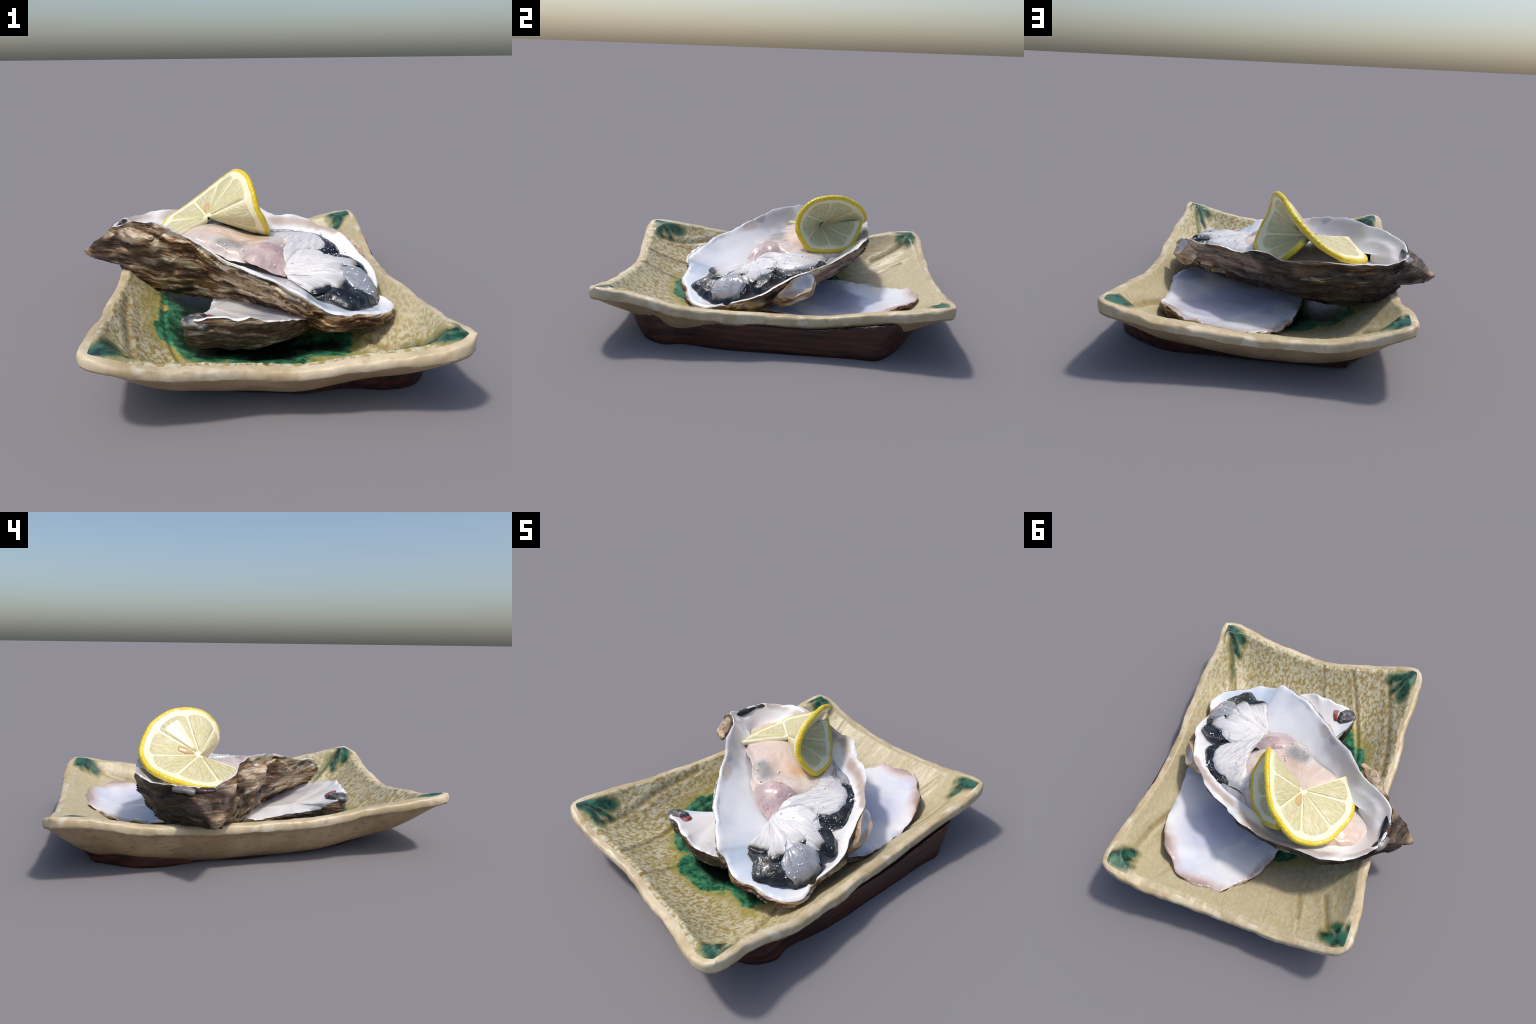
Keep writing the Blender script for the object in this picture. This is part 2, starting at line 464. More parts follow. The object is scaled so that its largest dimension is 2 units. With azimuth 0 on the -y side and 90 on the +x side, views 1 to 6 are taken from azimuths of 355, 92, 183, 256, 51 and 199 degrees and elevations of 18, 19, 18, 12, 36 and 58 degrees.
# ================================================================= SHELL MAKER
def shell(rim, keel_xy, keel_z_out, keel_z_in, thick, parts, parent, mats, ridge=.010, flute=.010, seed=0, box=(.9, .9), n=520, ns=64, inner_pow=(2.0, 2.0), inner_drop=0.0, crinkle=.006, beak=None, front_box=.9, hinge_box=.9, layers=9, lumps=.006):
    """A valve: outer loft and inner lining from a wavy rim down to a keel line."""
    R = spline(rim, n, True)
    smooth_R = R.copy()
    R = R + crinkle * np.stack([noise(R, 14, seed + 31, 3), noise(R, 14, seed + 32, 3), 1.2 * noise(R, 17, seed + 33, 3)], 1)
    H, F = np.array(keel_xy[0]), np.array(keel_xy[1])
    ax = F - H
    L = np.linalg.norm(ax)
    u = np.clip(((R[:, :2] - H) @ ax) / L ** 2, 0, 1)
    uk = .12 + .76 * u
    K = H + uk[:, None] * ax
    ko = np.interp(uk, *zip(*keel_z_out))
    ki = np.interp(uk, *zip(*keel_z_in))
    out2 = R[:, :2] - K
    out2 = out2 / np.linalg.norm(out2, axis=1, keepdims=True)
    tpos = np.stack([np.cos(np.linspace(0, 2 * np.pi, n, endpoint=False)), np.sin(np.linspace(0, 2 * np.pi, n, endpoint=False)), 0 * u], 1)
    S = np.linspace(0, 1, ns)
    O = np.zeros((n, ns, 3))
    side = np.sign(ax[0] * (R[:, 1] - K[:, 1]) - ax[1] * (R[:, 0] - K[:, 0]))
    side = np.convolve(np.concatenate([side[-20:], side, side[:20]]), np.ones(41) / 41, 'valid')
    powr = inner_pow[0] + (inner_pow[1] - inner_pow[0]) * (side + 1) / 2
    ki = ki - inner_drop * (side + 1) / 2
    bx = box[0] + (box[1] - box[0]) * (side + 1) / 2
    bx = bx + (hinge_box - bx) * (1 - smooth(.12, .42, u))
    bx = bx + (front_box - bx) * smooth(.62, .9, u)
    I = np.zeros((n, ns, 3))
    fl = noise(tpos, 5.5, seed + 1, 3)
    for j, s in enumerate(S):
        f = 1 - max(0.0, math.cos(math.pi / 2 * s)) ** bx
        w = math.sin(math.pi / 2 * s) ** bx
        O[:, j, :2] = R[:, :2] * (1 - f)[:, None] + K * f[:, None]
        O[:, j, 2] = R[:, 2] * (1 - w) + ko * w
        # growth plates: stepped layers that wander, plus flutes that fade toward the keel
        ly = s * layers + .9 * noise(tpos, 2.5, seed + 4, 2) + .35 * noise(tpos + [0, 0, s], 9, seed + 5)
        saw = (ly - np.floor(ly))
        stepd = ridge * ((1 - saw) ** 1.6 - .55) * smooth(0, .10, s) * (1 - .4 * s)
        fluted = flute * fl * math.exp(-2.2 * s) * smooth(0, .05, s)
        rough = (.012 * noise(O[:, j] * [1, 1, 3], 15, seed + 8, 3) + lumps * noise(O[:, j], 6, seed + 9, 2)) * smooth(0, .14, s)
        d = stepd + fluted + rough
        O[:, j, :2] += out2 * d[:, None] * (1 - s * .7)
        O[:, j, 2] -= (stepd * .5 + rough) * s
        # lining
        fi = s
        wi = 1 - (1 - s) ** powr
        Rj = smooth_R + (R - smooth_R) * math.exp(-s / .07)
        I[:, j, :2] = Rj[:, :2] * (1 - fi) + K * fi
        I[:, j, 2] = Rj[:, 2] * (1 - wi) + ki * wi
        I[:, j, 2] += .005 * noise(I[:, j], 7, seed + 11, 2) * smooth(0, .2, s)
    # lip: a rounded edge between the two
    lipw = thick * (1 + .5 * noise(tpos, 6, seed + 13, 2))
    for j, s in enumerate(S):
        k = math.exp(-(s / .05) ** 1.0)
        I[:, j, :2] -= out2 * (lipw * (1 - math.exp(-s / .03)) * (1 - s) * .6)[:, None]
        I[:, j, 2] += (lipw * .35 * (math.exp(-s / .06) - math.exp(-s / .015)) )
    edge = O[:, 0].copy()
    edge[:, 2] -= thick * .2
    O[:, 0] = edge
    I[:, 0] = edge
    # keep the lining inside the outer wall
    span = np.linalg.norm(smooth_R[:, :2] - K, axis=1)
    for i in range(n):
        fo = np.maximum.accumulate(1 - np.linalg.norm(O[i, :, :2] - K[i], axis=1) / span[i])
        fi = 1 - np.linalg.norm(I[i, :, :2] - K[i], axis=1) / span[i]
        zo = np.interp(fi - .02, fo, O[i, :, 2])
        I[i, 2:, 2] = np.maximum(I[i, 2:, 2], (zo + .014)[2:])
    of = grid_faces(n, ns, close_u=True)
    weight = None
    if beak:
        # the hinge end is drawn out into a hooked beak
        root, tip, sig = np.array(beak[0]), np.array(beak[1]), beak[2]
        a2 = ax / L
        sd = np.array([-a2[1], a2[0]])
        lat = (R[:, :2] - root[:2]) @ sd
        near = np.exp(-np.abs(lat / sig) ** 2.6) * (1 - smooth(.05, .22, u))
        bs = np.exp(-(np.abs(S - .22) / .135) ** 2.6)
        weight = near[:, None] * bs[None]
        k2 = np.argmin(np.abs(lat) + 9 * (u > .1))
        j2 = int(.24 * (ns - 1))
        pull = tip - O[k2, j2]
        O = O + weight[..., None] * pull
        O = O + weight[..., None] * .034 * np.stack([noise(O, 9, 91, 2), noise(O, 9, 92, 2), noise(O, 9, 93, 2)], -1)
        O[..., :2] -= (weight ** 2 * .55 * lat[:, None])[..., None] * sd
        I[..., 2] += .05 * near[:, None] * smooth(.06, .5, S)[None]
    fv = O.reshape(-1, 3)
    if weight is None:
        add_mesh(parts[0], fv, of, mats[0], parent)
    else:
        nn = vertex_normals(fv, of)
        wf = weight.reshape(-1)
        for nm, fs in ((parts[0], [f for f in of if wf[list(f)].mean() < .30]), (parts[2], [f for f in of if wf[list(f)].mean() >= .30])):
            used = np.unique(np.array(fs))
            remap = np.full(len(fv), -1)
            remap[used] = np.arange(len(used))
            ob = add_mesh(nm, fv[used], [tuple(int(remap[q]) for q in f) for f in fs], mats[0], parent)
            ob.data.normals_split_custom_set_from_vertices(nn[used].tolist())
    b = add_mesh(parts[1], I.reshape(-1, 3), grid_faces(n, ns, close_u=True, flip=True), mats[1], parent)
    return R, O, I

def shell_outside(name, tilt, dark_at, seed, tints=()):
    """Brown, black and cream growth layers that follow the rim."""
    m = Mat(name, rough=.45, spec=.4)
    W = m.warp(.10, 3.5)
    lay = m.mapping(scale=(1.5, 1.5, 10), rot=tilt, loc=(seed, 0, 0), src=W)
    a = m.noise(2.6, 5, .62, src=lay, dist=.3)
    c = m.ramp(a, [(.34, (.010, .007, .005)), (.43, (.075, .030, .012)), (.49, (.28, .145, .055)), (.54, (.54, .38, .21)), (.61, (.80, .70, .56))])
    fine = m.noise(11, 5, .65, src=lay)
    c = m.mix(m.step(fine, .54, .64, 0, .85), c, (.05, .020, .010))
    c = m.mix(m.step(m.noise(4, 3, .6, src=m.mapping(loc=(3, 1, seed))), .56, .66, 0, .7), c, (.50, .35, .18))
    c = m.mix(m.step(m.noise(4.5, 4, .6, src=m.mapping(scale=(1, 1, 2.2), loc=(seed + 2, 5, 1), src=W)), .50, .60, 0, .8), c, (.030, .017, .010))
    # darker flank
    d = m.capsule(*dark_at)
    pat = m.math("ADD", d, m.math("MULTIPLY", m.math("SUBTRACT", m.noise(5, 4, .6, src=lay), .5), .7))
    c = m.mix(m.step(pat, .16, .42, .95, 0), c, m.mix(m.step(fine, .42, .62), (.010, .008, .007), (.075, .045, .032)))
    for p, q, r, col, amt in tints:
        d = m.capsule(p, q, m.warp(.05, 9))
        k = m.math("MULTIPLY", m.step(d, r * .3, r, amt, 0), m.step(fine, .45, .62, 1, .25))
        c = m.mix(k, c, col)
    m.colour(c)
    m.bump(m.math("ADD", a, m.math("MULTIPLY", fine, .7)), .6, .02)
    return m.m

# ================================================================= THE BIG OPEN OYSTER
RIM = [(-.615, .153, .470), (-.533, .120, .495), (-.454, .066, .507), (-.415, .028, .510), (-.330, -.078, .500), (-.245, -.149, .478), (-.177, -.232, .452),
       (-.115, -.292, .424), (-.046, -.364, .408), (.011, -.418, .395), (.091, -.463, .373), (.175, -.515, .350), (.223, -.542, .326), (.258, -.532, .293),
       (.317, -.547, .260), (.381, -.551, .248), (.449, -.514, .230), (.507, -.497, .222), (.578, -.468, .212), (.628, -.432, .208), (.654, -.373, .207),
       (.646, -.316, .212), (.620, -.267, .215), (.638, -.142, .257), (.630, -.060, .287), (.591, .019, .330), (.554, .104, .370), (.521, .190, .395),
       (.471, .245, .40), (.421, .296, .405), (.372, .354, .425), (.304, .408, .430), (.225, .439, .420), (.186, .478, .432), (.114, .529, .458),
       (.043, .545, .450), (-.025, .558, .428), (-.108, .569, .435), (-.181, .576, .445), (-.266, .580, .440), (-.356, .584, .440), (-.453, .563, .440),
       (-.513, .532, .433), (-.582, .479, .433), (-.635, .41, .435), (-.655, .34, .425), (-.66, .28, .415), (-.655, .21, .45)]
oyster = add_thing("oyster", (-.02, .05, .12), "opened oyster with glossy flesh in a rough shell", "oyster")
TILT = (-.0, .20, 0)
out_mat = shell_outside("shell_growth_layers", (0, .20, 0), ((-.55, .42, .25), (.05, .42, .25)), 0.0, [
    ((-.69, .25, .36), (-.56, .42, .26), .15, (.028, .016, .009), .75), ((-.50, .10, .33), (-.40, .02, .28), .09, (.04, .02, .01), .6), ((-.815, .26, .27), (-.78, .26, .29), .05, (.62, .45, .28), .8), ((-.56, .09, .44), (-.49, .02, .44), .07, (.66, .52, .36), .85),
    ((-.36, -.03, .34), (-.27, -.10, .29), .05, (.55, .52, .45), .8), ((-.42, .02, .51), (-.05, -.37, .41), .030, (.72, .62, .48), .85),
    ((-.05, -.37, .41), (.22, -.55, .33), .032, (.74, .66, .54), .85), ((.22, -.55, .32), (.62, -.45, .20), .035, (.70, .60, .46), .8),
    ((.15, .48, .36), (.47, .24, .33), .10, (.40, .28, .23), .7), ((-.1, -.25, .30), (.15, -.40, .27), .07, (.58, .42, .26), .7),
    ((-.50, .48, .36), (-.1, .54, .38), .05, (.30, .20, .14), .5)])

def nacre(name, tints, cloud=(.66, .68, .76), cloud_amt=.5):
    m = Mat(name, rough=.22, spec=.5)
    c = m.mix(m.noise(4, 3), (.88, .86, .85), (.80, .79, .80))
    c = m.mix(m.step(m.noise(3.2, 4, .55, src=m.warp(.2, 3)), .48, .66, 0, cloud_amt), c, cloud)
    W = m.warp(.12, 5)
    for p, q, r, col, amt in tints:
        d = m.capsule(p, q, W)
        c = m.mix(m.step(d, r * .3, r, amt, 0), c, col)
    pits = m.step(m.voronoi(17, src=m.mapping(scale=(1, 1.7, 1.2))), .0, .05, .35, 0)
    c = m.mix(pits, c, (.30, .24, .2))
    m.colour(c)
    m.set(Coat_Weight=.4, Coat_Roughness=.12)
    m.bump(m.noise(9, 3), .15, .015)
    return m.m
lining_mat = nacre("white_nacre", [
    ((.30, -.46, .26), (.50, -.42, .22), .13, (.62, .72, .84), .7),
    ((-.23, -.12, .44), (-.38, .05, .48), .11, (.50, .45, .46), .75),
    ((-.17, -.19, .43), (-.11, -.26, .40), .05, (.50, .36, .27), .6),
    ((-.60, .2, .42), (-.6, .4, .40), .16, (.66, .58, .53), .5),
    ((-.1, .575, .44), (.50, .22, .40), .055, (.42, .31, .25), .85), ((-.6, .47, .44), (-.1, .58, .44), .05, (.40, .32, .27), .8)])
R, O, I = shell(RIM, ((-.62, .27), (.60, -.33)), [(.1, .13), (.25, .10), (.45, .09), (.65, .09), (.85, .085), (1, .085)],
                [(.1, .335), (.3, .325), (.5, .305), (.7, .265), (.88, .195)], .022, ("shell_outside", "shell_lining", "hinge_beak"), oyster, (out_mat, lining_mat), seed=3, box=(1.65, 1.15), ridge=.026, flute=.018, inner_pow=(1.5, 3.0), inner_drop=.03, crinkle=.007, beak=((-.655, .245, .40), (-.803, .262, .298), .112), front_box=.95, hinge_box=.95, layers=6, lumps=.020)

# ---- tapered tubes (beak, curls) -------------------------------------------------
def tube(name, spine, widths, heights, mat, parent, n=60, m=40, rough=.008, seed=0, squareness=1.0, up=(0, 0, 1)):
    sp = spline(spine, n)
    k = np.linspace(0, 1, len(widths))
    w = np.interp(np.linspace(0, 1, n), k, widths)
    h = np.interp(np.linspace(0, 1, n), k, heights)
    t = np.gradient(sp, axis=0)
    t /= np.linalg.norm(t, axis=1, keepdims=True)
    side = np.cross(t, up)
    side /= np.linalg.norm(side, axis=1, keepdims=True)
    nor = np.cross(side, t)
    a = np.linspace(0, 2 * np.pi, m, endpoint=False)
    ca, sa = np.sign(np.cos(a)) * np.abs(np.cos(a)) ** squareness, np.sign(np.sin(a)) * np.abs(np.sin(a)) ** squareness
    g = np.linspace(0, 1, n)
    cap = np.sqrt(np.clip(1 - np.clip((g - .93) / .07, 0, 1) ** 2, 0.0, 1)) * np.sqrt(np.clip(1 - np.clip((.07 - g) / .07, 0, 1) ** 2, 0.0, 1))
    V = sp[:, None] + side[:, None] * (w * cap)[:, None, None] * ca[None, :, None] * .5 + nor[:, None] * (h * cap)[:, None, None] * sa[None, :, None] * .5
    d = V - sp[:, None]
    V = V + d / (np.linalg.norm(d, axis=-1, keepdims=True) + 1e-6) * (rough * noise(V, 16, seed, 3) * cap[:, None])[..., None]
    return add_mesh(name, V.reshape(-1, 3), grid_faces(n, m, close_v=True, flip=True), mat, parent)

def ligament_material():
    m = Mat("dark_ligament", rough=.2)
    m.colour(m.mix(m.step(m.noise(14, 3), .4, .6), (.006, .006, .008), (.05, .022, .014)))
    m.bump(m.noise(25, 3), .4, .01)
    return m.m
lig_mat = ligament_material()
tube("ligament", [(-.645, .175, .435), (-.648, .24, .41), (-.645, .31, .405), (-.635, .38, .415), (-.60, .44, .42)], [.03, .05, .05, .04, .03], [.022, .03, .03, .026, .02], lig_mat, oyster, seed=42, n=30, m=24)
def curl_material():
    m = Mat("pale_shell_curl", rough=.4)
    a = m.noise(8, 5, .6, src=m.mapping(scale=(1, 1, 2.5)))
    m.colour(m.ramp(a, [(.36, (.12, .06, .03)), (.5, (.48, .33, .20)), (.64, (.74, .64, .52))]))
    m.bump(a, .6, .015)
    return m.m
curl_mat = curl_material()
tube("rim_curl", [(-.61, .155, .42), (-.555, .10, .432), (-.50, .03, .438), (-.42, -.04, .45)], [.05, .08, .07, .03], [.06, .075, .065, .03], out_mat, oyster, seed=43, rough=.016)
def slate_material():
    m = Mat("grey_rim_scale", rough=.35)
    m.colour(m.mix(m.noise(12, 4), (.10, .085, .08), (.26, .24, .23)))
    m.bump(m.noise(20, 4), .4, .01)
    return m.m
tube("rim_scale", [(-.66, .34, .40), (-.645, .39, .414), (-.615, .435, .412)], [.04, .055, .04], [.028, .034, .028], slate_material(), oyster, seed=44, n=36, m=24, rough=.01)

# ---- the little pearly scoop that flares from the +x rim --------------------------
def scoop():
    rim_pts = [(.62, .045, .318), (.597, .08, .365), (.565, .125, .395), (.53, .185, .402), (.53, .215, .38), (.558, .21, .34), (.59, .17, .308), (.62, .115, .29), (.628, .07, .295)]
    Rr = spline(rim_pts, 90, True)
    Rr = Rr + .010 * np.stack([noise(Rr, 20, 62), noise(Rr, 20, 63), noise(Rr, 20, 64)], 1)
    Rr = Rr + [.006, -.005, -.022]
    mid = Rr.mean(0)
    S = np.linspace(0, 1, 18)
    g1 = np.zeros((90, 18, 3)); g2 = np.zeros((90, 18, 3))
    for j, s in enumerate(S):
        g1[:, j] = mid + (Rr - mid) * (1 - s) + np.array([-.012, -.002, -.008]) * (1 - (1 - s) ** 2)
        g2[:, j] = mid + (Rr - mid) * (1 + .35 * s) + np.array([-.055, -.012, -.05]) * s
        g2[:, j] += (.006 * noise(g2[:, j], 14, 61, 2) * smooth(0, .3, s))[:, None]
    ms = nacre("scoop_pearl", [((.63, .06, .29), (.57, .21, .33), .045, (.50, .33, .19), .9), ((.61, .05, .34), (.54, .20, .41), .035, (.36, .22, .13), .9), ((.57, .13, .36), (.55, .17, .36), .05, (.45, .42, .47), .8)])
    add_mesh("shell_flare", g1.reshape(-1, 3), grid_faces(90, 18, close_u=True), ms, oyster)
    add_mesh("flare_back", g2.reshape(-1, 3), grid_faces(90, 18, close_u=True, flip=True), curl_mat, oyster)
scoop()

# ---- soft parts: height of the flesh surface, from a few measured points -----------
FLESH = np.array([(.29, -.415, .282), (.454, -.498, .248), (.619, -.25, .222), (.526, -.248, .302), (.575, -.143, .30), (.40, -.04, .342), (.465, .058, .348),
                  (.37, .237, .375), (.209, .073, .385), (-.045, -.02, .398), (-.154, -.036, .41), (0, -.14, .372), (.222, -.03, .378), (.195, -.184, .30),
                  (.033, .065, .385), (.12, -.072, .385), (-.16, .22, .43), (-.34, .05, .40), (-.46, .20, .335), (-.33, .45, .385), (-.1, .5, .37), (.1, .42, .35),
                  (.14, .2, .37), (-.58, .3, .33), (-.03, .25, .40), (.3, -.25, .30), (-.5, .42, .35)])
def _k(r2):
    return np.where(r2 > 1e-12, r2 * np.log(r2 + 1e-12), 0)
_A = np.zeros((len(FLESH) + 3,) * 2)
_A[:-3, :-3] = _k(((FLESH[:, None, :2] - FLESH[None, :, :2]) ** 2).sum(-1)) + 1e-3 * np.eye(len(FLESH))
_A[:-3, -3] = 1; _A[:-3, -2:] = FLESH[:, :2]; _A[-3, :-3] = 1; _A[-2:, :-3] = FLESH[:, :2].T
_w = np.linalg.solve(_A, np.concatenate([FLESH[:, 2], np.zeros(3)]))
def flesh_z(q):
    q = np.asarray(q, float)
    r2 = ((q[..., None, :] - FLESH[:, :2]) ** 2).sum(-1)
    return _k(r2) @ _w[:-3] + _w[-3] + q @ _w[-2:]

def patch(name, outline, centre, mat, lift=0.0, bulge=.004, drop=.008, roll=.15, wavy=.010, folds=0.0, fold_n=9, bumps=.003, seed=0, n=220, ns=40, frame=None, parent=None, fan=None):
    """A soft cushion over the flesh surface inside an outline, with a rolled edge."""
    B = spline(outline, n, True)
    c = np.array(centre)
    b3 = np.concatenate([B, np.zeros((n, 1))], 1)
    B = B + wavy * np.stack([noise(b3, 26, seed + 7, 2), noise(b3, 26, seed + 8, 2)], 1)
    S = np.linspace(0, 1, ns) ** .75
    q = c + (B[:, None] - c) * S[None, :, None]
    z = flesh_z(q) + lift + bulge * (1 - S ** 2)[None] - drop * smooth(1 - roll, 1, S)[None] ** 2
    p3 = np.concatenate([q, z[..., None]], -1)
    if folds:
        o = np.array(fan if fan is not None else centre)
        ang = np.arctan2(q[..., 1] - o[1], q[..., 0] - o[0])
        rad = np.linalg.norm(q - o, axis=-1)
        wob = noise(np.stack([np.cos(ang) * fold_n / 4, np.sin(ang) * fold_n / 4, rad * 1.5], -1), 3.0, seed, 2)
        p3[..., 2] += folds * wob * smooth(.02, .15, rad)
    p3[..., 2] += bumps * noise(p3 * [1, 1, 0], 13, seed + 3, 2)
    return add_mesh(name, p3.reshape(-1, 3), grid_faces(n, ns, close_u=True, flip=True), mat, parent or oyster, frame=frame)

def flesh_material(name, cols, scale=5, spots=None, coat=.5, tints=()):
    m = Mat(name, rough=.25)
    c = m.mix(m.step(m.noise(scale, 4, .6), .35, .65), cols[0], cols[1])
    vein = m.noise(3, 5, .6, src=m.mapping(scale=(3, 3, 1), src=m.warp(.1, 4)), dist=.8)
    c = m.mix(m.step(m.math("ABSOLUTE", m.math("SUBTRACT", vein, .5)), .0, .02, .35, 0), c, cols[2])
    for p, q, r, col, amt in tints:
        c = m.mix(m.step(m.capsule(p, q, m.warp(.05, 8)), r * .2, r, amt, 0), c, col)
    if spots:
        for p, q, r, col, amt in spots:
            d = m.capsule(p, q, m.warp(.04, 9))
            c = m.mix(m.step(d, r * .2, r, amt, 0), c, col)
            peppery = m.step(m.noise(75, 2), .60, .68)
            c = m.mix(m.math("MULTIPLY", peppery, m.step(d, r * .5, r * 1.6, amt * .8, 0)), c, (.03, .03, .03))
    m.colour(c)
    m.set(Coat_Weight=coat, Coat_Roughness=.06)
    m.bump(m.math("ADD", m.noise(14, 4), m.math("MULTIPLY", vein, .5)), .25, .012)
    return m.m
body_mat = flesh_material("peach_flesh", [(.66, .50, .41), (.70, .62, .56), (.42, .33, .28)], spots=[((-.02, -.03, .40), (-.09, .0, .40), .07, (.22, .23, .23), .75)],
                          tints=[((.07, .13, .38), (.12, .24, .37), .07, (.58, .37, .17), .7), ((-.02, -.14, .37), (-.17, -.03, .40), .022, (.20, .18, .17), .7),
                                 ((-.17, -.03, .40), (-.36, .06, .40), .018, (.22, .20, .19), .6), ((-.05, .1, .4), (-.3, .2, .4), .12, (.76, .55, .42), .5),
                                 ((-.45, .42, .36), (-.25, .5, .38), .07, (.74, .52, .36), .6)])
patch("body_mass", [(.010, -.135), (-.083, -.095), (-.170, -.01), (-.317, .055), (-.48, .15), (-.58, .22), (-.585, .34), (-.54, .42), (-.43, .46), (-.302, .475),
                    (-.081, .465), (.06, .43), (.16, .36), (.22, .25), (.26, .118), (.24, .04), (.168, -.02), (.08, -.08)], (-.14, .2), body_mat, bulge=.012, drop=.035, bumps=.006, folds=.008, fold_n=5, seed=51)
def muscle_material():
    m = Mat("pink_muscle", rough=.2)
    fib = m.noise(10, 4, .6, src=m.mapping(scale=(5, 5, 1)))
    c = m.mix(m.step(m.noise(9, 3), .4, .6), (.46, .31, .31), (.60, .46, .43))
    c = m.mix(m.step(fib, .52, .66, 0, .5), c, (.68, .56, .53))
    d = m.capsule((.02, -.11, .38), (.07, -.15, .36), m.warp(.05, 10))
    c = m.mix(m.step(d, .01, .06, .45, 0), c, (.28, .20, .20))
    m.colour(c)
    m.set(Coat_Weight=.6, Coat_Roughness=.05)
    m.bump(m.noise(18, 3), .2, .01)
    return m.m
patch("adductor_muscle", [(.24, -.05), (.245, -.11), (.21, -.18), (.14, -.185), (.05, -.165), (-.01, -.12), (-.02, -.06), (.02, .0), (.09, .025), (.17, .02), (.22, -.01)], (.11, -.075),
      muscle_material(), lift=.005, bulge=.013, drop=.018, roll=.85, bumps=.008, seed=55)

KNOT = Vector((.20, -.185, .30))
def lobe_frame(tip):
    """Local x runs from the knot to the lobe's tip, one unit long."""
    d = Vector((tip[0], tip[1], float(flesh_z(np.array(tip)[None])[0]))) - KNOT
    x = d.normalized()
    y = Vector((0, 0, 1)).cross(x).normalized()
    zz = x.cross(y)
    m = Matrix((x, y, zz)).transposed().to_4x4()
    return Matrix.Translation(KNOT) @ m @ Matrix.Scale(d.length, 4)
def lobe_material(name, start, pale, grey):
    """Milky at the knot, greyer outward, with a sooty margin at the tip."""
    m = Mat(name, rough=.2)
    s = m.axis(0)
    s2 = m.math("ADD", s, m.math("MULTIPLY", m.math("SUBTRACT", m.noise(5, 4, .6), .5), .16))
    st = m.noise(4, 4, .6, src=m.mapping(scale=(.8, 9, 9)))
    c = m.mix(m.step(st, .35, .70), pale, grey)
    c = m.mix(m.step(s2, start - .35, start, 0, .45), c, (.32, .33, .36))
    c = m.mix(m.step(s2, start - .07, start + .02, 0, .6), c, (.20, .15, .09))
    c = m.mix(m.step(s2, start, start + .05), c, (.008, .009, .010))
    m.colour(c)
    m.set(Coat_Weight=.25, Coat_Roughness=.1)
    m.bump(st, .12, .02)
    m.set(Subsurface_Weight=.25, Subsurface_Scale=.03, Subsurface_Radius=(1, .7, .6))
    return m.m
MILK, GREY = (.80, .76, .73), (.66, .65, .66)
lobe_a = lobe_material("sooty_tipped_mantle", .84, MILK, GREY)
lobe_g = lobe_material("grey_mantle", .93, (.40, .40, .43), (.27, .28, .32))
black = Mat("black_frill", rough=.22)
bc = black.mix(black.step(black.noise(16, 4, .6), .45, .65), (.006, .007, .008), (.030, .036, .044))
bc = black.mix(black.step(black.noise(70, 1), .70, .74), bc, (.55, .55, .55))
black.colour(bc)
black.set(Coat_Weight=.2, Coat_Roughness=.1)
black.bump(black.noise(35, 4, .6), .5, .012)
black_mat = black.m
# sooty bed under the lobes, then the fan of lobes on top of it
patch("mantle_frill", [(.27, -.40), (.36, -.43), (.435, -.495), (.51, -.43), (.59, -.34), (.622, -.25), (.61, -.20), (.55, -.16), (.46, -.20), (.40, -.27), (.34, -.33)], (.48, -.31),
      black_mat, lift=-.002, bulge=.002, drop=.018, roll=.25, bumps=.010, seed=61)
patch("mantle_frill", [(.60, -.10), (.55, -.04), (.47, -.01), (.39, -.02), (.36, -.07), (.45, -.12), (.55, -.14)], (.48, -.07), black_mat, lift=-.004, bulge=.004, drop=.018, roll=.25, bumps=.008, seed=62)
patch("mantle_frill", [(.36, -.02), (.43, .0), (.485, .045), (.495, .09), (.465, .16), (.42, .235), (.36, .30), (.30, .31), (.26, .26), (.34, .12)], (.40, .12), black_mat, lift=-.004, bulge=.004, drop=.018, roll=.25, bumps=.008, seed=63)
patch("mantle_sheet", [(.19, -.18), (.23, -.27), (.275, -.365), (.34, -.375), (.41, -.345), (.47, -.28), (.50, -.20), (.54, -.135), (.47, -.075), (.40, -.02), (.30, .0), (.22, -.08)], (.36, -.19),
      lobe_material("milky_web", 1.05, (.76, .72, .70), (.56, .55, .57)), lift=.002, bulge=.003, folds=.010, fold_n=16, seed=73, frame=lobe_frame((.56, -.20)), fan=(.2, -.185))
patch("mantle_lobe", [(.195, -.195), (.24, -.30), (.275, -.395), (.33, -.40), (.38, -.36), (.36, -.30), (.28, -.24)], (.285, -.31), lobe_a, lift=.006, bulge=.005, folds=.006, seed=64, frame=lobe_frame((.33, -.40)), fan=(.2, -.185))
patch("mantle_lobe", [(.195, -.185), (.28, -.235), (.35, -.31), (.40, -.37), (.45, -.375), (.46, -.31), (.41, -.25), (.32, -.20)], (.34, -.26), lobe_a, lift=.007, bulge=.005, folds=.006, seed=65, frame=lobe_frame((.46, -.36)), fan=(.2, -.185))
patch("mantle_lobe", [(.195, -.175), (.32, -.205), (.43, -.23), (.49, -.215), (.50, -.19), (.42, -.15), (.30, -.14)], (.36, -.18), lobe_a, lift=.005, bulge=.005, folds=.006, seed=66, frame=lobe_frame((.50, -.21)), fan=(.2, -.185))
patch("mantle_lobe", [(.19, -.17), (.33, -.17), (.45, -.165), (.555, -.145), (.575, -.125), (.50, -.095), (.41, -.062), (.38, -.01), (.30, -.02), (.23, -.08)], (.36, -.105), lobe_a, lift=.005, bulge=.005, folds=.006, seed=67, frame=lobe_frame((.585, -.135)), fan=(.2, -.185))
